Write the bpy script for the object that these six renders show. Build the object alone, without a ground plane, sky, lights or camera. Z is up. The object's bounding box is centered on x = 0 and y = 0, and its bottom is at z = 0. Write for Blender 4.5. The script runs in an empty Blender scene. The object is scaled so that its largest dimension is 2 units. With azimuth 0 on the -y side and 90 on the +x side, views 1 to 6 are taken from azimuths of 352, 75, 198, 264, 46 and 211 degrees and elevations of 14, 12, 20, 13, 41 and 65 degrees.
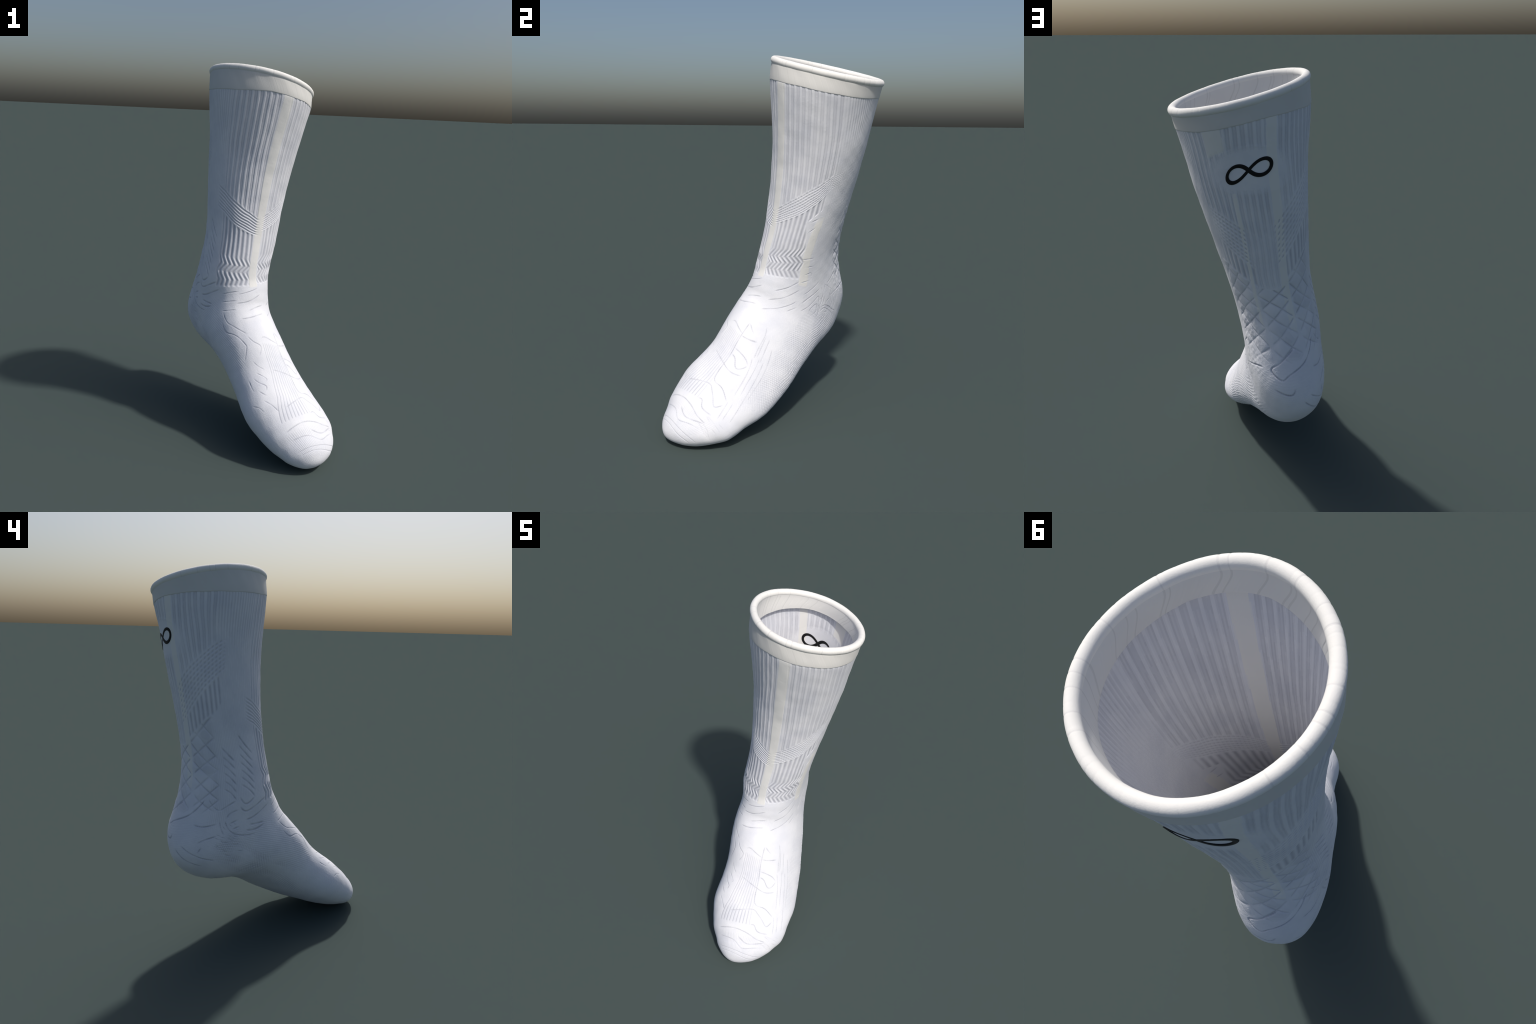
"""White ribbed crew sock worn on an unseen foot, standing on its toes.

The sock is one tube lofted through twenty cross-section rings that run from
the cuff, down the leg, round the heel and out to the toes.  All knitting
(ribs, cross bands, zigzags, quilting, herringbone, darts) is relief worked on
that tube in (t, phi): t = position along the rings, phi = fraction of the way
round, 0 on the shin and growing towards the outer side.
"""
import math
import bpy
import numpy as np

rng = np.random.default_rng(7)

# ---------------------------------------------------------------- the tube --
# centre x y z | front-to-back axis x y z | half width outer, inner |
# egg shape | sideways tilt | squareness | sideways yaw
RINGS = np.array([
    (0.002, 0.315, 1.924, 0.145, -0.589, 0.065, 0.308, 0.288, -0.027, -0.239, 0.067, 0.270),
    (0.016, 0.314, 1.907, 0.181, -0.592, 0.009, 0.295, 0.295, 0.032, -0.288, 0.070, 0.176),
    (-0.007, 0.312, 1.796, 0.189, -0.564, -0.094, 0.283, 0.294, 0.025, -0.305, 0.055, 0.150),
    (-0.048, 0.301, 1.583, 0.173, -0.502, -0.206, 0.273, 0.243, -0.013, -0.272, 0.010, 0.117),
    (-0.078, 0.273, 1.317, 0.159, -0.460, -0.235, 0.241, 0.211, -0.013, -0.182, -0.080, 0.083),
    (-0.091, 0.242, 1.101, 0.151, -0.441, -0.134, 0.207, 0.199, 0.027, -0.106, -0.098, 0.112),
    (-0.109, 0.224, 0.961, 0.155, -0.447, -0.063, 0.193, 0.198, 0.076, -0.047, -0.074, 0.115),
    (-0.131, 0.225, 0.833, 0.190, -0.485, 0.028, 0.185, 0.204, 0.092, -0.015, -0.075, 0.090),
    (-0.152, 0.239, 0.724, 0.248, -0.549, 0.148, 0.186, 0.202, 0.075, -0.023, -0.130, 0.040),
    (-0.170, 0.224, 0.642, 0.280, -0.543, 0.261, 0.203, 0.191, 0.054, -0.053, -0.173, 0.000),
    (-0.151, 0.182, 0.572, 0.243, -0.483, 0.331, 0.207, 0.196, 0.044, -0.087, -0.147, -0.027),
    (-0.110, 0.105, 0.514, 0.165, -0.393, 0.335, 0.219, 0.203, 0.013, -0.122, -0.048, -0.040),
    (-0.029, 0.003, 0.436, 0.117, -0.364, 0.260, 0.212, 0.228, -0.073, -0.157, -0.023, -0.053),
    (0.038, -0.092, 0.343, 0.091, -0.319, 0.227, 0.211, 0.242, -0.131, -0.177, -0.059, -0.060),
    (0.081, -0.203, 0.262, 0.058, -0.255, 0.237, 0.240, 0.244, -0.153, -0.157, -0.095, -0.062),
    (0.112, -0.298, 0.206, 0.043, -0.215, 0.230, 0.255, 0.240, -0.164, -0.110, -0.089, -0.067),
    (0.148, -0.368, 0.164, 0.037, -0.173, 0.220, 0.246, 0.225, -0.155, -0.062, -0.056, -0.066),
    (0.200, -0.435, 0.117, 0.013, -0.138, 0.206, 0.218, 0.209, -0.140, -0.029, -0.035, -0.065),
    (0.230, -0.495, 0.085, 0.013, -0.104, 0.172, 0.171, 0.168, -0.136, 0.009, -0.029, -0.056),
    (0.262, -0.594, 0.049, 0.028, -0.066, 0.144, 0.144, 0.116, -0.140, 0.055, -0.027, -0.056),
])
SIDE = np.array([0.883, 0.470, 0.0])        # across the foot, to the outer side
AHEAD = np.array([0.470, -0.883, 0.0])      # along the foot, to the toes


def spline_matrix(n, ts):
    """Natural cubic spline through n even knots, as a matrix."""
    A = np.zeros((n, n))
    R = np.zeros((n, n))
    A[0, 0] = A[-1, -1] = 1
    for i in range(1, n - 1):
        A[i, i - 1:i + 2] = (1, 4, 1)
        R[i, i - 1:i + 2] = (6, -12, 6)
    S = np.linalg.solve(A, R)
    i = np.minimum(ts.astype(int), n - 2)
    x = ts - i
    M = np.zeros((len(ts), n))
    rows = np.arange(len(ts))
    M[rows, i] += 1 - x
    M[rows, i + 1] += x
    M += (((1 - x) ** 3 - (1 - x)) / 6)[:, None] * S[i] + ((x ** 3 - x) / 6)[:, None] * S[i + 1]
    return M


def tube(ts, columns):
    """Points of the tube, columns spaced evenly round each ring by length."""
    n = len(RINGS)
    q = spline_matrix(n, ts) @ RINGS
    close = np.where(ts > n - 2, np.sqrt(np.clip(1 - (ts - (n - 2)) ** 2, 0, 1)), 1.0)
    L = SIDE + q[:, 9:10] * np.array([0, 0, 1.0]) + q[:, 11:12] * AHEAD
    L /= np.linalg.norm(L, axis=1)[:, None]
    fine = 1440
    th = np.arange(fine + 1) * 2 * np.pi / fine
    c, s = np.cos(th), np.sin(th)
    w = np.where(s[None] >= 0, q[:, 6:7], q[:, 7:8])
    lat = w * s[None] * (1 + q[:, 8:9] * c[None] + q[:, 10:11] * (s[None] ** 2 - 0.75)) * close[:, None]
    P = q[:, None, :3] + q[:, None, 3:6] * (0.5 * c[None] * close[:, None])[..., None] + L[:, None] * lat[..., None]
    d = np.linalg.norm(np.diff(P, axis=1), axis=2)
    cum = np.concatenate([np.zeros((len(ts), 1)), np.cumsum(d, 1)], 1)
    out = np.empty((len(ts), columns, 3))
    for k in range(len(ts)):
        want = np.arange(columns) / columns * cum[k, -1]
        for a in range(3):
            out[k, :, a] = np.interp(want, cum[k], P[k, :, a])
    return out, cum[:, -1]


def grid_normals(P):
    du = np.roll(P, -1, 1) - np.roll(P, 1, 1)
    dv = np.gradient(P, axis=0)
    N = np.cross(dv, du)
    N /= np.linalg.norm(N, axis=2)[..., None] + 1e-12
    return N


def smooth(a, b, x):
    x = np.clip((x - a) / (b - a), 0, 1)
    return x * x * (3 - 2 * x)


def inside(a, b, x, soft):
    return smooth(a - soft, a + soft, x) * (1 - smooth(b - soft, b + soft, x))


def mix(a, b, k):
    return a + (b - a) * k


BAND_LOW = np.array([(0, 1.49), (0.078, 1.44), (0.182, 1.52), (0.25, 1.64), (0.312, 1.76), (0.36, 1.90), (0.395, 2.02),
                     (0.45, 2.13), (0.50, 2.18), (0.60, 2.20), (0.68, 2.15), (0.75, 2.05), (0.862, 1.81), (0.953, 1.55), (1, 1.49)])

# rows: even in metres along the longest line of the tube
T_TOP, T_END = 0.30, 18.9985
COLS = 720
t_try = np.concatenate([np.linspace(T_TOP, 18, 700), 18 + np.sin(np.linspace(0, 1, 120)[1:] * math.asin(T_END - 18))])
P_try, _ = tube(t_try, 48)
step = np.linalg.norm(np.diff(P_try, axis=0), axis=2).max(1) + 2e-5
run = np.concatenate([[0], np.cumsum(step)])
ROWS = int(run[-1] / 0.0022)
T = np.interp(np.linspace(0, run[-1], ROWS), run, t_try)
BASE, GIRTH = tube(T, COLS)
# under the cuff the cloth runs straight from the rim ring to the first ribs
R_ROLL = 0.0185


def rim_frame(columns):
    """Planar rim ring with its outward and upward directions."""
    ring = tube(np.array([0.0]), columns)[0][0]
    run_dir = np.roll(ring, -1, 0) - np.roll(ring, 1, 0)
    run_dir /= np.linalg.norm(run_dir, axis=1)[:, None]
    up = np.cross(RINGS[0, 3:6], SIDE + RINGS[0, 9] * np.array([0, 0, 1.0]) + RINGS[0, 11] * AHEAD)
    up *= np.sign(up[2]) / np.linalg.norm(up)
    out = np.cross(run_dir, up)
    out *= np.sign((out * (ring - ring.mean(0))).sum())
    return ring, out, up


ring, out, up = rim_frame(COLS)
RIM = ring - out * 0.0040 - up * (R_ROLL + 0.002)
cuff_end = np.interp(np.arange(COLS) / COLS, BAND_LOW[:, 0], BAND_LOW[:, 1]) + 0.12
ri = np.searchsorted(T, cuff_end)
jc = np.arange(COLS)
E1 = BASE[ri, jc]
slope = BASE[ri + 6, jc] - BASE[ri, jc]
slope /= np.linalg.norm(slope, axis=1)[:, None]
gap = E1 - RIM
slope *= np.linalg.norm(gap, axis=1)[:, None]
for k in range(ri.max()):
    live = k < ri
    u = (np.where(live, k / np.maximum(ri, 1), 1.0))[:, None]
    hermite = RIM * (2 * u ** 3 - 3 * u ** 2 + 1) + gap * (u ** 3 - 2 * u ** 2 + u) + E1 * (3 * u ** 2 - 2 * u ** 3) + slope * (u ** 3 - u ** 2)
    BASE[k] = np.where(live[:, None], hermite, BASE[k])
NORM = grid_normals(BASE)
if ((BASE - BASE.mean(1, keepdims=True)) * NORM).sum() < 0:
    NORM = -NORM
PHI = np.repeat(np.arange(COLS)[None] / COLS, ROWS, 0)
SGN = np.where(PHI > 0.5, PHI - 1, PHI)      # -0.5 .. 0.5, 0 on the shin
TT = np.repeat(T[:, None], COLS, 1)
BACK = np.abs(PHI - 0.5)                     # 0 on the calf line


def on_tube(t, phi, field=None):
    """Bilinear look-up of the tube (or of its normals) at t, phi."""
    F = BASE if field is None else field
    r = np.interp(t, T, np.arange(ROWS))
    i = np.minimum(r.astype(int), ROWS - 2)
    a = (r - i)[:, None]
    c = (np.asarray(phi) % 1.0) * COLS
    j = c.astype(int) % COLS
    b = (c - np.floor(c))[:, None]
    k = (j + 1) % COLS
    return (F[i, j] * (1 - a) + F[i + 1, j] * a) * (1 - b) + (F[i, k] * (1 - a) + F[i + 1, k] * a) * b


def blobs(scale, seed):
    """Soft random field over the tube, from a few random plane waves."""
    g = np.random.default_rng(seed)
    f = np.zeros(BASE.shape[:2])
    for _ in range(9):
        k = g.normal(size=3)
        k /= np.linalg.norm(k)
        f += np.sin((BASE @ k) * 2 * np.pi / (scale * g.uniform(0.7, 1.5)) + g.uniform(0, 6.28))
    return f / 3.0


# ------------------------------------------------------------ knit relief --
HEIGHT = np.zeros((ROWS, COLS))              # metres along the normal
TONE = np.zeros((ROWS, COLS))                # 0 raised white yarn .. 1 darkest groove tone
CREAM = np.zeros((ROWS, COLS))               # plain off-white panels

WALE = 0.0174                                # one rib, as a share of the girth

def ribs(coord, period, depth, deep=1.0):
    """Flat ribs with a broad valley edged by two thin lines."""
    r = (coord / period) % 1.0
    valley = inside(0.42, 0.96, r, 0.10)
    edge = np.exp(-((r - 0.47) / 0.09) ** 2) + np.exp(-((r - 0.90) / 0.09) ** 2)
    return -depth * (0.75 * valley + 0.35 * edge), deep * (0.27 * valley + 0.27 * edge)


def wave(coord, period, depth, deep=1.0):
    v = 0.5 - 0.5 * np.cos(coord / period * 2 * np.pi)
    return -depth * v, deep * v ** 1.5


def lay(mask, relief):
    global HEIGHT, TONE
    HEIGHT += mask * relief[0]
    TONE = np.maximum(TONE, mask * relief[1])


wobble = 0.0011 * blobs(0.16, 3)
below_band = smooth(-0.03, 0.05, TT - np.interp(PHI, BAND_LOW[:, 0], BAND_LOW[:, 1]))

# cross band over the shin: upper and lower edge, outer side then inner side
x_out = (0.0, 0.063, 0.12, 0.162, 0.20)
top_out = np.interp(SGN, x_out, (4.07, 3.80, 3.62, 3.52, 3.42))
low_out = np.interp(SGN, x_out, (4.48, 4.25, 4.08, 3.92, 3.72))
x_in = (-0.155, -0.115, -0.078, -0.048, -0.015)
top_in = np.interp(SGN, x_in, (3.86, 3.91, 3.96, 4.01, 4.10))
low_in = np.interp(SGN, x_in, (4.36, 4.46, 4.53, 4.57, 4.62))
front_top = np.where(SGN > 0, top_out, top_in)
front_low = np.where(SGN > 0, low_out, low_in)
edge_out = np.interp(TT, (4.2, 4.43, 5.2, 5.88, 6.64, 7.3), (0.185, 0.137, 0.160, 0.174, 0.167, 0.155))

# shin ribs, straight above the cross band
front = inside(0.021, 0.203, SGN, 0.003) + inside(-0.158, -0.014, SGN, 0.003)
above = 1 - smooth(-0.04, 0.02, TT - front_top)
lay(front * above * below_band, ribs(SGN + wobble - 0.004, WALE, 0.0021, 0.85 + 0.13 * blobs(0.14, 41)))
# cross band itself: fine ribs along it, nicked across on the outer side
q = (TT - front_top) / (front_low - front_top)
nick = np.where(SGN > 0.03, 0.62 + 0.38 * np.cos(SGN / 0.0088 * 2 * np.pi), 1.0)
band = inside(0, 1, q, 0.04) * (inside(0.012, 0.235, SGN, 0.012) + inside(-0.19, -0.012, SGN, 0.012))
fade = 1 - 0.75 * smooth(0.15, 0.23, np.abs(SGN))
lay(band * fade, tuple(f * nick for f in wave(q + 0.02 * blobs(0.1, 43), 1 / 7.0, 0.0023, 0.55)))
# ankle ribs under the band, ending in zigzags
def swing(knots, values):
    """Zigzag with eased corners: soft steps from value to value."""
    f = np.full(TT.shape, float(values[0]))
    for a, b, p, r in zip(knots[:-1], knots[1:], values[:-1], values[1:]):
        f += (r - p) * (0.45 * smooth(a, b, TT) + 0.55 * np.clip((TT - a) / (b - a), 0, 1))
    return f


zig_out = swing((5.55, 6.0, 6.4, 6.88, 7.35), (0, -0.019, 0.003, -0.016, -0.006))
zig_in = swing((5.75, 6.15, 6.55, 7.05, 7.5), (0, 0.017, -0.002, 0.015, 0.010))
lower = smooth(0.0, 0.06, TT - front_low)
ankle_out = lower * inside(0.020, 1.0, SGN - 0.6 * zig_out, 0.004) * (1 - smooth(-0.006, 0.004, SGN - edge_out - 0.6 * zig_out)) * (1 - smooth(7.30, 7.50, TT))
ankle_in = lower * inside(-0.158, -0.026, SGN - 0.5 * zig_in, 0.004) * (1 - smooth(7.40, 7.65, TT))
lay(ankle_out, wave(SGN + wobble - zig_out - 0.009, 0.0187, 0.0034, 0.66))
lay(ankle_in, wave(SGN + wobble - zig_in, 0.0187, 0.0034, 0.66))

# narrow ribs on both flanks, melting into smooth knit further down
flank = inside(0.209, 0.345, SGN, 0.004) * (1 - 0.85 * smooth(2.3, 3.0, TT)) + inside(-0.285, -0.160, SGN, 0.004) * (1 - 0.8 * smooth(2.6, 3.4, TT))
lay(flank * below_band * (1 - smooth(4.2, 5.0, TT)), wave(SGN, 0.0087, 0.0011, 0.36))
tw = TT * 0.25
lay(inside(0.20, 0.36, SGN, 0.02) * inside(2.9, 6.5, TT, 0.4), wave(SGN * 1.6 + tw * 0.9, 0.0075, 0.0003, 0.12))
lay(inside(-0.30, -0.14, SGN, 0.02) * inside(2.9, 4.8, TT, 0.3), wave(SGN * 1.6 - tw * 0.1, 0.0085, 0.0005, 0.12))

# calf: ribs, two plain stripes, a smooth oval for the emblem, cross bands
plain = inside(0.398, 0.446, PHI, 0.003) * (1 - smooth(2.65, 2.80, TT)) + inside(0.440, 0.452, PHI + 0.012 * (TT - 5) / 4, 0.003) * smooth(3.4, 3.7, TT)
plain = np.clip(plain + inside(0.546, 0.572, PHI + 0.004 * (TT - 3), 0.003), 0, 1)
oval = ((PHI - 0.497) / 0.112) ** 2 + ((TT - 3.20 - 1.2 * (PHI - 0.497)) / 0.44) ** 2
off_oval = smooth(0.45, 1.25, oval)
behind = smooth(0.33, 0.40, PHI)
x_back = (0.0, 0.061, 0.106, 0.153, 0.198, 0.235)
back_top = np.interp(BACK, x_back, (4.40, 4.04, 3.78, 3.52, 3.25, 3.05))
back_low = np.interp(BACK, x_back, (5.10, 4.72, 4.42, 4.08, 3.80, 3.58))
calf = inside(0.345, 0.715, PHI, 0.004) * (1 - plain) * off_oval * below_band
mid = inside(0.455, 0.540, PHI, 0.004) * (1 - 0.35 * smooth(3.4, 3.8, TT))
upper_calf = np.maximum(1 - smooth(-0.06, 0.02, TT - back_top), mid * (1 - smooth(5.30, 5.45, TT)))
lay(calf * upper_calf, ribs(PHI + 1.6 * wobble + 0.003, WALE, 0.0022, 0.72 + 0.13 * blobs(0.14, 42)))
qb = (TT - back_top) / (back_low - back_top)
cross = inside(0, 1, qb, 0.04) * inside(0.035, 0.235, BACK, 0.012) * (1 - 0.8 * mid)
nick = 0.6 + 0.4 * np.cos((PHI + 0.02 * TT) / 0.0125 * 2 * np.pi)
lay(cross * off_oval * behind, tuple(f * nick for f in wave(qb, 1 / 8.0, 0.0026, 0.46)))
quilt_top = np.interp(BACK, (0.0, 0.04, 0.10, 0.14, 0.18, 0.21), (5.45, 5.30, 4.92, 4.66, 4.48, 4.22))
under = smooth(0.0, 0.06, TT - back_low) * (1 - smooth(-0.05, 0.03, TT - quilt_top)) * inside(0.04, 0.215, BACK, 0.006)
lay(under * (1 - plain) * behind, wave(PHI + wobble, WALE, 0.0028, 0.55))

# quilted diamonds over the tendon
pillar = np.maximum(inside(0.437, 0.452, PHI - 0.010 * (TT - 5.5), 0.004), inside(0.548, 0.566, PHI - 0.004 * (TT - 5.5), 0.004))
quilt = (1 - 0.85 * pillar) * smooth(0.0, 0.05, TT - quilt_top) * (1 - smooth(7.15, 7.5, TT)) * inside(0.335, 0.662, PHI, 0.010)
u = (TT + 7.0 * (PHI - 0.60) - 5.01) / 0.49
v = (TT - 7.0 * (PHI - 0.60) - 5.11) / 0.49
u2 = u + 0.05 * blobs(0.15, 11)
v2 = v + 0.05 * blobs(0.15, 12)
seam = lambda x: np.exp(-(np.abs(x - np.round(x)) / 0.060) ** 1.4)
gate = np.clip(0.80 + 0.35 * blobs(0.12, 13), 0.2, 1.0)
stitched = np.maximum(seam(u2), seam(v2)) * gate
puff = np.abs(np.sin(np.pi * u2) * np.sin(np.pi * v2)) ** 0.6
lay(quilt, (0.0030 * (puff - 0.5) - 0.0018 * stitched, 0.64 * stitched))
cell = (np.sin(np.floor(u2) * 12.9898 + np.floor(v2) * 78.233) * 43758.5453) % 1.0
TONE = np.maximum(TONE, quilt * np.clip(0.20 * (cell > 0.45) * smooth(0.0, 0.8, puff) * (0.8 + 0.5 * blobs(0.10, 44)), 0, 0.4))

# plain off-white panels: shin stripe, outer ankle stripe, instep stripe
shin = inside(-0.012, 0.0195, SGN + 0.004 * np.clip(TT - 3, -2, 2), 0.0015) * below_band * (1 - smooth(7.5, 8.0, TT))
ankle_stripe = inside(-0.017, 0.017, SGN - np.interp(TT, (4.4, 5.0, 5.5, 6.8, 8.2), (0.192, 0.188, 0.187, 0.178, 0.158)), 0.004) * inside(4.5, 7.9, TT, 0.25)
instep = inside(-0.010, 0.010, SGN - np.interp(TT, (9.8, 10.5, 11.0, 11.4, 11.8), (0.052, 0.058, 0.059, 0.052, 0.040)), 0.004) * inside(10.0, 11.75, TT, 0.12)
CREAM = np.maximum.reduce([shin, ankle_stripe, plain * 0.8 * (1 - smooth(6.2, 7.0, TT)) * below_band])
HEIGHT += 0.0004 * np.clip(shin + ankle_stripe + instep, 0, 1)
HEIGHT += 0.0006 * inside(0.85, 1.05, oval, 0.10)

# foot: bundle of fine ribs down the instep, fanned between two edges
bt = (11.95, 12.17, 12.75, 13.5, 14.8, 15.6, 16.5)
left = np.interp(TT, bt, (-0.034, -0.036, -0.049, -0.054, -0.066, -0.090, -0.118))
right = np.interp(TT, bt, (0.046, 0.044, 0.037, 0.042, 0.060, 0.062, 0.059))
w = (SGN - left) / (right - left)
bundle = inside(0.0, 1.0, w, 0.02) * inside(12.2 + 0.15 * w, 16.35, TT, 0.06)
line = np.exp(-(np.abs((w * 9.5) % 1.0 - 0.5) / 0.14) ** 2)
lay(bundle, (-0.0012 * line, 0.42 * line * np.where(TT > 15.3, 1.25, 0.9)))

# sole and heel: fine lengthwise ribs, netted sides, heel cup courses
sole = inside(0.37, 0.70, PHI, 0.02) * inside(10.8, 17.0, TT, 0.4) * np.clip(0.75 + 0.4 * blobs(0.25, 46), 0.2, 1)
lay(sole, wave(PHI + 0.5 * wobble, 0.0085, 0.0011, 0.26))
lay(inside(0.635, 0.700, PHI, 0.012) * inside(4.9, 8.0, TT, 0.3), wave(SGN, 0.0066, 0.0005, 0.20))
lay(inside(0.700, 0.860, PHI, 0.012) * inside(3.2, 7.0, TT, 0.4), wave(SGN, 0.0066, 0.0003, 0.12))
lay(inside(0.745, 0.860, PHI, 0.02) * inside(9.0, 13.0, TT, 0.6), wave(SGN - 0.03 * TT, 0.0090, 0.0005, 0.14))
net_out = inside(0.205, 0.345, PHI, 0.02) * inside(9.6, 15.2, TT, 0.5)
net_in = inside(0.640, 0.745, PHI, 0.02) * inside(8.6, 12.4, TT, 0.4)
along = TT * 0.105
mesh_a = np.cos((PHI * 1.4 + along) / 0.0135 * 2 * np.pi)
mesh_b = np.cos((PHI * 1.4 - along) / 0.0135 * 2 * np.pi)
net = 0.5 + 0.25 * (mesh_a + mesh_b)
lay(net_out * np.clip(0.8 + 0.3 * blobs(0.15, 45), 0.2, 1), (-0.0012 * (1 - net), 0.24 * (1 - net)))
lay(net_in * np.clip(0.45 + 0.6 * blobs(0.10, 21), 0, 1), (-0.0022 * (1 - net), 0.75 * (1 - net) ** 2))
toe_net = smooth(16.9, 17.3, TT) * inside(-0.13, 0.22, SGN, 0.03)
lay(toe_net, wave(SGN, 0.0105, 0.0005, 0.07))
heel_cup = inside(0.36, 0.66, PHI, 0.04) * inside(7.6, 10.2, TT, 0.3)
lay(heel_cup, wave(TT + 0.8 * BACK, 0.085, 0.00025, 0.05))
for seam_t, strength in ((18.42, 0.5), (18.60, 0.35)):
    g = np.exp(-((TT - seam_t - 0.15 * np.sin(SGN * 9)) / 0.014) ** 2) * inside(-0.14, 0.27, SGN, 0.03)
    lay(g, (-0.0014, strength))

# --------------------------------------------------- drawn-in knit lines --
ANKLE_OUTER = [
    [(9.37, 0.068), (8.79, 0.092), (8.11, 0.120), (7.66, 0.148)],
    [(7.69, 0.157), (7.48, 0.193)],
    [(10.55, 0.066), (9.89, 0.097), (9.08, 0.125), (8.40, 0.149)],
    [(8.69, 0.171), (8.00, 0.207), (7.53, 0.241)],
    [(11.18, 0.064), (10.94, 0.096), (10.52, 0.122), (9.52, 0.151)],
    [(9.47, 0.174), (8.69, 0.202), (8.00, 0.239)],
    [(10.65, 0.143), (10.02, 0.161)],
    [(10.08, 0.185), (9.29, 0.212), (8.55, 0.237), (9.03, 0.244)],
    [(9.87, 0.217), (9.52, 0.220), (9.13, 0.239), (9.89, 0.244)],
    [(7.66, 0.280), (7.32, 0.313), (7.08, 0.344)],
    [(8.37, 0.294), (8.06, 0.324), (7.79, 0.365)],
    [(9.05, 0.285), (9.08, 0.318), (9.13, 0.353)],
    [(7.14, 0.178), (7.03, 0.202), (7.19, 0.206)],
    [(6.69, 0.186), (6.66, 0.216)],
    [(6.22, 0.165), (6.24, 0.215)],
    [(4.83, 0.158), (4.72, 0.181)],
    [(4.46, 0.156), (4.43, 0.182)],
]
WRINKLE_OUTER = [
    [(8.97, 0.259), (8.55, 0.257), (8.29, 0.261)],
    [(8.92, 0.269), (8.48, 0.269)],
    [(8.76, 0.284), (8.48, 0.297)],
    [(9.21, 0.265), (9.00, 0.285), (9.05, 0.325)],
    [(9.47, 0.268), (9.18, 0.288), (9.34, 0.344)],
]
FOOT_TOP = [
    [(11.83, 0.051), (12.31, 0.042), (12.75, 0.037), (13.49, 0.042), (14.62, 0.062), (14.85, 0.101), (15.06, 0.137), (15.51, 0.175)],
    [(12.02, 0.973), (11.99, 0.990), (12.12, 1.015), (12.25, 1.042)],
    [(13.38, 0.962), (13.54, 0.998), (13.75, 1.041), (13.93, 1.091), (13.83, 1.134)],
    [(12.33, 0.044), (12.33, 0.076), (12.28, 0.111)],
    [(11.83, 0.056), (11.99, 0.074), (12.07, 0.085)],
    [(12.88, 0.041), (12.96, 0.077), (13.09, 0.107), (13.25, 0.124)],
    [(13.17, 0.044), (13.28, 0.066), (13.54, 0.085), (13.64, 0.104), (13.46, 0.120), (13.30, 0.125)],
    [(15.56, 0.956), (15.32, 1.007), (15.11, 1.062), (15.35, 1.090), (15.77, 1.117), (16.11, 1.136), (16.24, 1.155), (15.87, 1.175)],
    [(16.35, 0.063), (16.32, 0.085), (16.61, 0.100), (16.77, 0.126), (16.77, 0.166)],
    [(16.90, 0.886), (16.77, 0.965), (16.85, 1.024), (17.11, 1.079), (17.34, 1.117), (17.45, 1.179)],
    [(17.55, 0.881), (17.69, 0.964), (18.00, 1.007), (18.24, 1.054), (18.12, 1.115), (17.97, 1.184)],
    [(17.42, 0.007), (17.87, 0.075), (17.53, 0.174)],
]
OUTER_RIBS = [
    [(11.68, 0.118), (11.97, 0.128), (12.44, 0.127), (12.86, 0.130)],
    [(11.97, 0.133), (12.38, 0.136), (12.78, 0.138)],
    [(11.97, 0.151), (12.57, 0.156), (12.96, 0.160)],
    [(12.78, 0.150), (13.72, 0.169), (14.67, 0.195)],
    [(12.86, 0.171), (13.70, 0.191), (14.83, 0.219), (16.43, 0.250)],
    [(12.25, 0.178), (13.41, 0.203), (14.64, 0.227)],
    [(12.91, 0.125), (13.80, 0.152), (14.88, 0.178)],
    [(15.38, 0.179), (16.69, 0.199)],
    [(15.35, 0.199), (16.56, 0.219)],
]
ANKLE_INNER = [
    [(8.42, 0.886), (8.21, 0.939)],
    [(8.82, 0.944), (8.53, 0.975), (7.98, 1.009)],
    [(9.45, 0.885), (9.68, 0.934)],
    [(10.05, 0.935), (10.05, 0.979), (9.26, 1.021)],
    [(10.39, 0.880), (10.68, 0.930)],
    [(10.92, 0.975), (10.60, 1.036)],
    [(11.23, 0.936), (11.23, 0.976), (11.10, 1.034)],
    [(10.60, 0.882), (11.13, 0.882), (11.34, 0.891), (11.55, 0.906), (11.78, 0.926)],
    [(11.10, 0.863), (11.49, 0.858), (11.65, 0.873), (11.86, 0.892), (12.15, 0.901), (12.31, 0.897), (12.78, 0.866)],
    [(11.89, 0.926), (12.12, 0.937), (12.28, 0.953), (12.49, 0.945), (12.67, 0.931)],
    [(12.88, 0.897), (13.09, 0.907), (13.30, 0.927)],
    [(13.38, 0.891), (13.70, 0.921), (13.85, 0.919)],
    [(13.59, 0.874), (13.85, 0.891), (14.06, 0.912), (14.27, 0.908)],
    [(14.22, 0.880), (14.54, 0.903)],
    [(14.72, 0.885), (15.11, 0.906), (15.64, 0.917)],
    [(14.77, 0.834), (14.98, 0.856), (15.30, 0.864)],
    [(13.64, 0.852), (13.93, 0.855), (14.14, 0.859)],
]
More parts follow.
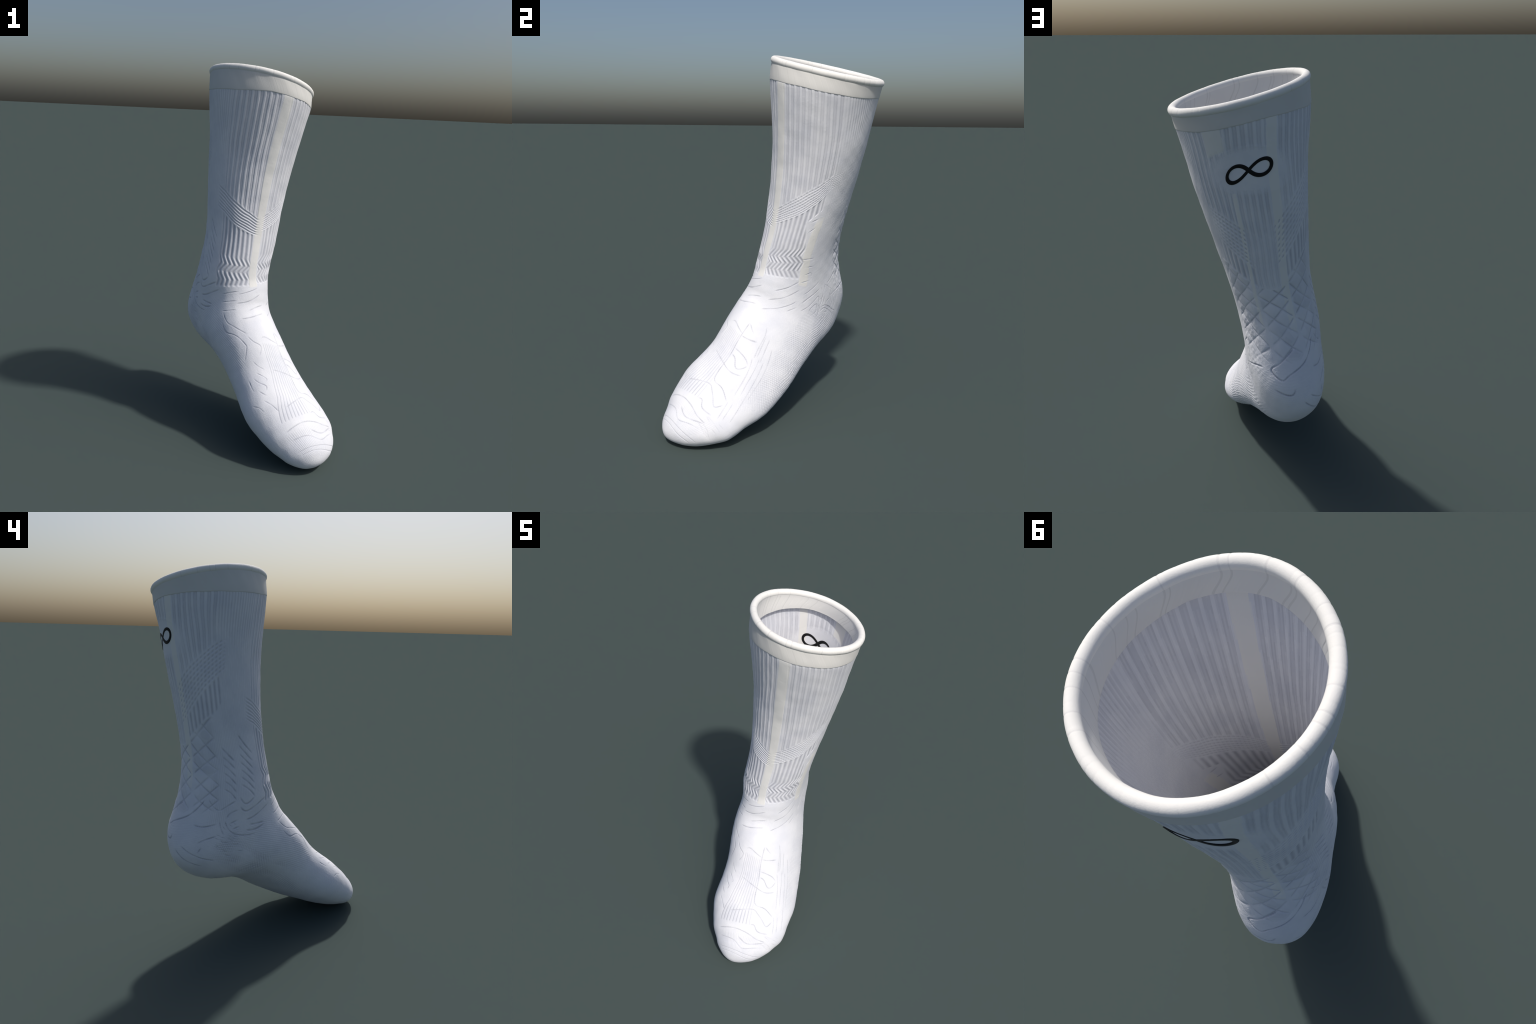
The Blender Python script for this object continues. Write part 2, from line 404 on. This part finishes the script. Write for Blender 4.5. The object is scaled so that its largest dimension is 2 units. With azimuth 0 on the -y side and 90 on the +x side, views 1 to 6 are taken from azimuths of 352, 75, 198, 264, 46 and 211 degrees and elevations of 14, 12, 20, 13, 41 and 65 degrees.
HEEL_INNER = [
    [(7.77, 0.587), (7.90, 0.621), (7.92, 0.665)],
    [(8.50, 0.604), (8.45, 0.633), (8.48, 0.666)],
    [(7.82, 0.674), (8.27, 0.684), (8.55, 0.691)],
    [(7.90, 0.694), (8.34, 0.707), (8.76, 0.725), (9.26, 0.756), (9.66, 0.790)],
    [(6.98, 0.626), (7.24, 0.647), (7.40, 0.670)],
    [(8.48, 0.551), (8.90, 0.583), (9.60, 0.633)],
    [(8.61, 0.528), (9.00, 0.550), (9.58, 0.590)],
    [(8.90, 0.601), (8.74, 0.614)],
]
HEEL_BACK = [
    [(7.08, 0.526), (7.29, 0.491), (7.43, 0.468), (7.61, 0.446), (7.82, 0.474), (7.71, 0.497), (7.53, 0.547), (7.32, 0.582), (7.01, 0.611)],
    [(7.98, 0.335), (7.71, 0.383), (7.61, 0.417)],
    [(8.13, 0.450), (8.21, 0.469), (8.27, 0.496), (8.11, 0.509)],
]

HERRINGBONE = [[(5.27 + 0.275 * k, 0.686 - 0.001 * k), (5.43 + 0.275 * k, 0.707), (5.64 + 0.285 * k, 0.731 - 0.001 * k)] for k in range(6)]
HERRINGBONE += [[(4.80 + 0.28 * k, 0.760 - 0.002 * k), (5.02 + 0.285 * k, 0.786 - 0.001 * k), (5.24 + 0.30 * k, 0.812 - 0.002 * k)] for k in range(7)]
HERRINGBONE += [[(6.98, 0.740), (7.32, 0.766), (7.08, 0.799)], [(7.43, 0.745), (7.71, 0.768), (7.61, 0.801), (7.29, 0.848)],
                [(8.27, 0.772), (8.29, 0.809), (7.90, 0.865)], [(8.76, 0.784), (9.31, 0.835)], [(9.0, 0.767), (9.34, 0.794), (9.5, 0.83)],
                [(7.40, 0.670), (7.11, 0.723)], [(7.79, 0.699), (7.61, 0.708), (7.53, 0.735)], [(8.11, 0.713), (8.06, 0.740)], [(8.48, 0.723), (8.5, 0.746)]]


def draw_line(points, depth, width, tone, dotted=0.0):
    """Sink a groove along a smooth line given by a few (t, phi) points."""
    pts = np.array(points, float)
    n = len(pts)
    k = np.linspace(0, n - 1, 14 * (n - 1) + 1)
    path = spline_matrix(n, k) @ pts if n > 2 else np.stack([np.interp(k, range(n), pts[:, a]) for a in (0, 1)], 1)
    xyz = on_tube(path[:, 0], path[:, 1])
    reach = width * 3.2
    i0 = max(np.searchsorted(T, path[:, 0].min()) - 14, 0)
    i1 = min(np.searchsorted(T, path[:, 0].max()) + 14, ROWS)
    c0 = int(math.floor(path[:, 1].min() * COLS)) - 14
    c1 = int(math.ceil(path[:, 1].max() * COLS)) + 14
    cols = np.arange(c0, c1) % COLS
    block = BASE[i0:i1][:, cols]
    best = np.full(block.shape[:2], 1e9)
    where = np.zeros(block.shape[:2])
    length = 0.0
    for a, b in zip(xyz[:-1], xyz[1:]):
        ab = b - a
        ll = max(ab @ ab, 1e-12)
        s = np.clip(((block - a) @ ab) / ll, 0, 1)
        d = ((block - a - s[..., None] * ab) ** 2).sum(-1)
        m = d < best
        best[m] = d[m]
        where[m] = length + s[m] * math.sqrt(ll)
        length += math.sqrt(ll)
    d = np.sqrt(best)
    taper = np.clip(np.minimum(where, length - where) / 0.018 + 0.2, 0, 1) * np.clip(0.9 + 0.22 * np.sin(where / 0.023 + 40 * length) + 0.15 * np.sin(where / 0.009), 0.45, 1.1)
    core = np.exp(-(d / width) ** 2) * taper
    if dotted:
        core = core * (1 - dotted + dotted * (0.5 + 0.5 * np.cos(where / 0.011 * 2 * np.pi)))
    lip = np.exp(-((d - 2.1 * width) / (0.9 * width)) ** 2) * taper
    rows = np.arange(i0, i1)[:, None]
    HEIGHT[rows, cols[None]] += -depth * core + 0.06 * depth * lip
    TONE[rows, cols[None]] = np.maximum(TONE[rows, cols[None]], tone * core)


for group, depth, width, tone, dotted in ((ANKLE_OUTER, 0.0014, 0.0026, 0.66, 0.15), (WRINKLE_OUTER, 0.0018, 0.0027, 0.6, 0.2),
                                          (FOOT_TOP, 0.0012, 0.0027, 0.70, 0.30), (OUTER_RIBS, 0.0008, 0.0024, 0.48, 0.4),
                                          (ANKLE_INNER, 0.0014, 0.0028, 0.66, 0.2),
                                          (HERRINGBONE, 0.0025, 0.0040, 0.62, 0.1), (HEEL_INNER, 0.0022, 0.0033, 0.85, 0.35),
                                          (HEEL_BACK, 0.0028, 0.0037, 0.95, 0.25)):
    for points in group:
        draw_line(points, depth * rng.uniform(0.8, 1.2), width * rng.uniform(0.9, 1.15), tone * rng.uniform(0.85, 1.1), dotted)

# gathered cloth at the outer heel: short random tucks and a crumpled patch
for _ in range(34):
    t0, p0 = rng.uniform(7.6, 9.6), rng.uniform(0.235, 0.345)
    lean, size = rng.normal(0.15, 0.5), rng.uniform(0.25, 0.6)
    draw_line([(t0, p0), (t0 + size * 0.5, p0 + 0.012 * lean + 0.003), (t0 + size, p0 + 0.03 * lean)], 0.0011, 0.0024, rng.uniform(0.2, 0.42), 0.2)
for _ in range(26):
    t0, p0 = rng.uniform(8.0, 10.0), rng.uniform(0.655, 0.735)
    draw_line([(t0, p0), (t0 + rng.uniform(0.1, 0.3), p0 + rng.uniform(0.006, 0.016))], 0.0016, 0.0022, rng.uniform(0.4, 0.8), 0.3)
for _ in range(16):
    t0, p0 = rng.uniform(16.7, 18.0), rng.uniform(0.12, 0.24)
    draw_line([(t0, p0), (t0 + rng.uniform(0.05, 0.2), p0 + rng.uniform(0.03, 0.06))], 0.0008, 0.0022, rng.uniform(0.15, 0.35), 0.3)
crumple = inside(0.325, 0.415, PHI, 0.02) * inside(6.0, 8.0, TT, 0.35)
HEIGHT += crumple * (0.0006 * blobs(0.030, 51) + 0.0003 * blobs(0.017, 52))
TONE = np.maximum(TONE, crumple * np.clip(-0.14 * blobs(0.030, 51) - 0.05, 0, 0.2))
ripple = inside(0.28, 0.42, PHI, 0.02) * inside(9.6, 13.5, TT, 0.5)
lay(ripple, wave(PHI + 0.03 * TT + 0.004 * blobs(0.09, 53), 0.0115, 0.0010, 0.16))

# slack in the cloth
HEIGHT += 0.0011 * blobs(0.20, 31) * smooth(2.0, 3.0, TT) + 0.0004 * blobs(0.07, 32) + 0.00007 * blobs(0.018, 33)
HEIGHT *= 1 - smooth(18.75, 18.97, TT)
TONE = np.clip(TONE * (0.95 + 0.05 * blobs(0.05, 34)), 0, 1)
SKIN = BASE + NORM * HEIGHT[..., None]

# ---------------------------------------------------------------- materials --


def knit(name, colour, dark, grain=0.35, rough=0.92):
    """Soft cotton: two close tones in fine noise, stitch bump, some sheen."""
    m = bpy.data.materials.new(name)
    m.use_nodes = True
    nt = m.node_tree
    b = nt.nodes["Principled BSDF"]
    b.inputs["Roughness"].default_value = rough
    b.inputs["Specular IOR Level"].default_value = 0.25
    b.inputs["Sheen Weight"].default_value = 0.06
    co = nt.nodes.new("ShaderNodeTexCoord")
    n1 = nt.nodes.new("ShaderNodeTexNoise")
    n1.inputs["Scale"].default_value = 8.0
    n1.inputs["Detail"].default_value = 5.0
    ramp = nt.nodes.new("ShaderNodeValToRGB")
    ramp.color_ramp.elements[0].position = 0.32
    ramp.color_ramp.elements[0].color = (*dark, 1)
    ramp.color_ramp.elements[1].position = 0.62
    ramp.color_ramp.elements[1].color = (*colour, 1)
    n2 = nt.nodes.new("ShaderNodeTexVoronoi")
    n2.inputs["Scale"].default_value = 260.0
    bump = nt.nodes.new("ShaderNodeBump")
    bump.inputs["Strength"].default_value = grain
    bump.inputs["Distance"].default_value = 0.0012
    nt.links.new(co.outputs["Object"], n1.inputs["Vector"])
    nt.links.new(co.outputs["Object"], n2.inputs["Vector"])
    nt.links.new(n1.outputs["Fac"], ramp.inputs["Fac"])
    nt.links.new(ramp.outputs["Color"], b.inputs["Base Color"])
    nt.links.new(n2.outputs["Distance"], bump.inputs["Height"])
    nt.links.new(bump.outputs["Normal"], b.inputs["Normal"])
    return m


LEVELS = 12
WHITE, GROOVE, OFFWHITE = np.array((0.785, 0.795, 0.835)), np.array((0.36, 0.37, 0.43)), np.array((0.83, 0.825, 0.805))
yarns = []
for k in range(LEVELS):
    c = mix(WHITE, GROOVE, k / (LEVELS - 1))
    yarns.append(knit("white_yarn" if k == 0 else "white_yarn_groove_darkened", tuple(c), tuple(c * np.array((0.90, 0.91, 0.935)))))
cream_yarn = knit("plain_knit_yarn", tuple(OFFWHITE), tuple(OFFWHITE * 0.975), 0.2)
half_cream = knit("plain_knit_edge_yarn", tuple(mix(WHITE, OFFWHITE, 0.5)), tuple(mix(WHITE, OFFWHITE, 0.5) * 0.97), 0.25)
band_yarn = knit("cuff_yarn", (0.69, 0.685, 0.66), (0.665, 0.66, 0.64), 0.12, 0.85)  # base colour lowered to carry the grey shading beneath the roll
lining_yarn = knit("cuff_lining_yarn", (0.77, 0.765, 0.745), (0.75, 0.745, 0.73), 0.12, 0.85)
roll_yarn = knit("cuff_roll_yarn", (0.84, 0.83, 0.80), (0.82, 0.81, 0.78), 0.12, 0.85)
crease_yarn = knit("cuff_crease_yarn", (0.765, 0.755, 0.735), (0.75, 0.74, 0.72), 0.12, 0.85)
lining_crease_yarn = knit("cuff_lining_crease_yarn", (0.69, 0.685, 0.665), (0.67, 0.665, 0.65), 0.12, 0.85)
emblem_yarn = knit("black_print", (0.006, 0.006, 0.007), (0.004, 0.004, 0.005), 0.15, 0.6)
KNIT = yarns + [half_cream, cream_yarn]


def face_mean(F):
    F2 = np.roll(F, -1, 1)
    return 0.25 * (F[:-1] + F2[:-1] + F[1:] + F2[1:])


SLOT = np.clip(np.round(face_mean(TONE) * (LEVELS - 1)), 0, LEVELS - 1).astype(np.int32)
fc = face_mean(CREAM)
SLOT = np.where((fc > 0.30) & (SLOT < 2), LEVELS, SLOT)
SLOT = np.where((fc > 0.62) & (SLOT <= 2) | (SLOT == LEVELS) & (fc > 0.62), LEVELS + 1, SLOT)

# ------------------------------------------------------------- mesh making --
sock = bpy.data.objects.new("sock", None)
bpy.context.collection.objects.link(sock)
sock.location.z = 0.003
sock["label"] = "tall white ribbed sports sock on an unseen foot"
sock["category"] = "sock"


def make(name, verts, quads, mats, slots=None, normals=None, parent=sock, tris=None):
    me = bpy.data.meshes.new(name)
    quads = np.asarray(quads, np.int32).reshape(-1, 4)
    tris = np.zeros((0, 3), np.int32) if tris is None else np.asarray(tris, np.int32)
    nq, n3 = len(quads), len(tris)
    me.vertices.add(len(verts))
    me.vertices.foreach_set("co", np.asarray(verts, np.float32).ravel())
    loops = np.concatenate([quads.ravel(), tris.ravel()])
    me.loops.add(len(loops))
    me.loops.foreach_set("vertex_index", loops)
    me.polygons.add(nq + n3)
    me.polygons.foreach_set("loop_start", np.concatenate([np.arange(nq) * 4, nq * 4 + np.arange(n3) * 3]).astype(np.int32))
    me.polygons.foreach_set("loop_total", np.concatenate([np.full(nq, 4), np.full(n3, 3)]).astype(np.int32))
    for m in mats:
        me.materials.append(m)
    if slots is not None:
        me.polygons.foreach_set("material_index", np.asarray(slots, np.int32))
    me.update(calc_edges=True)
    me.polygons.foreach_set("use_smooth", np.ones(nq + n3, bool))
    if normals is not None:
        me.normals_split_custom_set_from_vertices(np.asarray(normals, np.float32))
    o = bpy.data.objects.new(name, me)
    o.parent = parent
    bpy.context.collection.objects.link(o)
    return o


def grid_quads(rows, cols, flip=False):
    i, j = np.meshgrid(np.arange(rows - 1), np.arange(cols), indexing="ij")
    k = (j + 1) % cols
    q = np.stack([i * cols + j, (i + 1) * cols + j, (i + 1) * cols + k, i * cols + k], -1).reshape(-1, 4)
    return q[:, ::-1] if flip else q


# one smooth skin, then shared out by region with the whole skin's normals
sk_norm = grid_normals(SKIN)
if (sk_norm * NORM).sum() < 0:
    sk_norm = -sk_norm
tip = SKIN[-1].mean(0)
tip_n = NORM[-1].mean(0) + (tip - SKIN[-40].mean(0)) * 10
tip_n /= np.linalg.norm(tip_n)
V_ALL = np.concatenate([SKIN.reshape(-1, 3), tip[None]])
N_ALL = np.concatenate([sk_norm.reshape(-1, 3), tip_n[None]])
Q_ALL = grid_quads(ROWS, COLS, flip=True)
# outward check on one quad
a, b, c = (V_ALL[Q_ALL[5000, k]] for k in range(3))
if np.cross(b - a, c - a) @ N_ALL[Q_ALL[5000, 0]] < 0:
    Q_ALL = Q_ALL[:, ::-1]
t_face, p_face = face_mean(TT).ravel(), (np.arange(COLS)[None] + 0.5 + np.zeros((ROWS - 1, 1))).ravel() / COLS
heel_line = np.interp(np.abs(p_face - 0.5), (0, 0.19, 0.215), (10.2, 8.6, 7.2))
region = np.where(t_face > 17.2, 3, np.where(t_face < 7.2, 0, np.where((t_face < heel_line), 1, 2)))
last = (ROWS - 1) * COLS
TRI = np.stack([np.full(COLS, len(V_ALL) - 1), last + np.arange(COLS), last + (np.arange(COLS) + 1) % COLS], 1)
a, b, c = (V_ALL[TRI[0, k]] for k in range(3))
if np.cross(b - a, c - a) @ tip_n < 0:
    TRI = TRI[:, ::-1]
flat_slots = SLOT.ravel()
for k, name in enumerate(("leg", "heel", "foot", "toe")):
    sel = region == k
    quads = Q_ALL[sel]
    tris = TRI if name == "toe" else np.zeros((0, 3), np.int64)
    used = np.unique(np.concatenate([quads.ravel(), tris.ravel()]))
    remap = np.full(len(V_ALL), -1)
    remap[used] = np.arange(len(used))
    slots = np.concatenate([flat_slots[sel], np.zeros(len(tris), np.int32)])
    make(name, V_ALL[used], remap[quads], KNIT, slots, N_ALL[used], tris=remap[tris])

# inner face of the cloth: the same knit seen from behind
WALL = 0.007
rs, cs = slice(0, np.searchsorted(T, 15.5), 2), slice(0, COLS, 2)
inner = (BASE - NORM * WALL + NORM * (0.8 * HEIGHT)[..., None])[rs, cs]
ri, ci = inner.shape[:2]
in_slots = SLOT[rs, cs][:ri - 1]
make("inner_face", inner.reshape(-1, 3), grid_quads(ri, ci), KNIT, in_slots.ravel())

# ------------------------------------------------------------------- cuff --
MARKS = 64
mark_at = np.sort((np.arange(MARKS) + rng.uniform(-0.38, 0.38, MARKS)) / MARKS)
mark_amp = rng.uniform(0.25, 1.0, MARKS)


def creases(phi, width):
    f = np.zeros_like(phi)
    for p, a in zip(mark_at, mark_amp):
        d = np.abs((phi - p + 0.5) % 1.0 - 0.5)
        f += a * np.exp(-(d / width) ** 2)
    return f


NC = 900
phi_c = np.arange(NC) / NC
band_low = np.interp(phi_c, BAND_LOW[:, 0], BAND_LOW[:, 1])
ring, out, up = rim_frame(NC)
core = ring - out * (R_ROLL - 0.0035) - up * (R_ROLL - 0.006)
cre = creases(phi_c, 0.0016)

# outer band: a folded strip with a rounded lower edge
rows = []
prof = [(0.0, 0.0005), (0.12, 0.0012), (0.3, 0.0020), (0.5, 0.0022), (0.7, 0.0021), (0.86, 0.0019), (0.96, 0.0017)]
uu = np.concatenate([np.linspace(0, 0.94, 40), (0.965, 0.98, 0.99, 0.997, 1.0, 0.997)])
off = np.concatenate([np.interp(np.linspace(0, 0.94, 40), [p[0] for p in prof[:7]], [p[1] for p in prof[:7]]), (0.0017, 0.0016, 0.0014, 0.0010, 0.0004, -0.003)])
fold = 0.0005 * np.sin(phi_c * 2 * np.pi * 9 + 1.0) + 0.0004 * np.sin(phi_c * 2 * np.pi * 23)
for f, h in zip(uu, off):
    t = T_TOP + 0.02 + (band_low - T_TOP - 0.02) * f
    rows.append(on_tube(t, phi_c) + on_tube(t, phi_c, NORM) * (h + fold * math.sin(math.pi * min(f, 1)) - 0.0004 * cre * (1 - f))[:, None])
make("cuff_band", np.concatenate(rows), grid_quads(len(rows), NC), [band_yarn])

# rolled rim: a round welt with fine creases across it
SEG = 40
welt, slots = [], []
for k in range(SEG):
    a = 2 * math.pi * k / SEG
    r = R_ROLL - 0.0007 * cre * (0.6 + 0.4 * math.sin(a + 1)) + 0.0002 * np.sin(phi_c * 2 * np.pi * 17 + 2 * a)
    welt.append(core + (out * math.cos(a) + up * math.sin(a)) * r[:, None])
welt.append(welt[0])
q = grid_quads(SEG, NC)
wrap = np.stack([(SEG - 1) * NC + np.arange(NC), np.arange(NC), (np.arange(NC) + 1) % NC, (SEG - 1) * NC + (np.arange(NC) + 1) % NC], 1)
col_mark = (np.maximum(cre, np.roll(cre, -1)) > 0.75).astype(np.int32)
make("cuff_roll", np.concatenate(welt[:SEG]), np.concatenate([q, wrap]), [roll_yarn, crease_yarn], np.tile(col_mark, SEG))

# turned-in lining: hangs from the roll inside the sock and ends in a ledge
rows, marks = [], []
lining_low = band_low - 0.03
start = core - out * (R_ROLL * 0.93) - up * (R_ROLL * 0.30)
finish = on_tube(lining_low, phi_c) - on_tube(lining_low, phi_c, NORM) * 0.029
span = np.linalg.norm(finish - start, axis=1)[:, None]
fall = on_tube(lining_low, phi_c) - on_tube(lining_low - 0.1, phi_c)
fall /= np.linalg.norm(fall, axis=1)[:, None]
for f in np.linspace(0, 1, 44):
    p = start * (2 * f ** 3 - 3 * f ** 2 + 1) + finish * (3 * f ** 2 - 2 * f ** 3)
    p = p - up * span * (f ** 3 - 2 * f ** 2 + f) * 0.9 + fall * span * (f ** 3 - f ** 2) * 0.9
    rows.append(p + out * (0.0006 * cre * math.sin(math.pi * f))[:, None])
for g in (0.0275, 0.026, 0.022, 0.012, 0.004):
    t = lining_low + (0.02 if g > 0.02 else 0.015)
    rows.append(on_tube(t, phi_c) - on_tube(t, phi_c, NORM) * (g - 0.002))
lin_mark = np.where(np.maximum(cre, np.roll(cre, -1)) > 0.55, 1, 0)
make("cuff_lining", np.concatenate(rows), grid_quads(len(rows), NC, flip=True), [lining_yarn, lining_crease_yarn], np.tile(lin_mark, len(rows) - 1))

# ---------------------------------------------------------------- emblem --
PC, TC = 0.4985, 3.21
girth_c = float(np.interp(TC, T, GIRTH))
drop_c = float(np.linalg.norm(on_tube(np.array([TC + 0.25]), np.array([PC])) - on_tube(np.array([TC - 0.25]), np.array([PC])))) / 0.5


def emblem(side):
    """Figure-eight loop laid on the calf, as a thin raised band."""
    n, half, A, B = 240, 0.0074, 0.0945, 0.0890
    s = np.arange(n) / n * 2 * np.pi
    x = A * np.cos(s) / (1 + np.sin(s) ** 2)
    y = B * np.sin(s) * np.cos(s) / (1 + np.sin(s) ** 2)
    dx, dy = np.roll(x, -1) - np.roll(x, 1), np.roll(y, -1) - np.roll(y, 1)
    l = np.hypot(dx, dy)
    nx, ny = -dy / l, dx / l
    over = 0.0006 * np.cos(s) * np.sin(s)            # one strand passes over the other
    strips = []
    for e, h in ((-1.0, -0.001), (-1.0, 0.0012), (-0.86, 0.0019), (0, 0.0021), (0.86, 0.0019), (1.0, 0.0012), (1.0, -0.001)):
        px, py = x + nx * half * e, y + ny * half * e
        t = TC + py / drop_c
        phi = PC + px / girth_c - 0.035 * (t - TC)
        lift = (h + over) if side > 0 else -(WALL + h + over)
        strips.append(on_tube(t, phi) + on_tube(t, phi, NORM) * lift[:, None])
    return np.concatenate(strips), grid_quads(len(strips), n, flip=side < 0)


ev, eq = emblem(1)
make("infinity_emblem", ev, eq, [emblem_yarn])
ev, eq = emblem(-1)
make("infinity_emblem", ev, eq, [emblem_yarn])
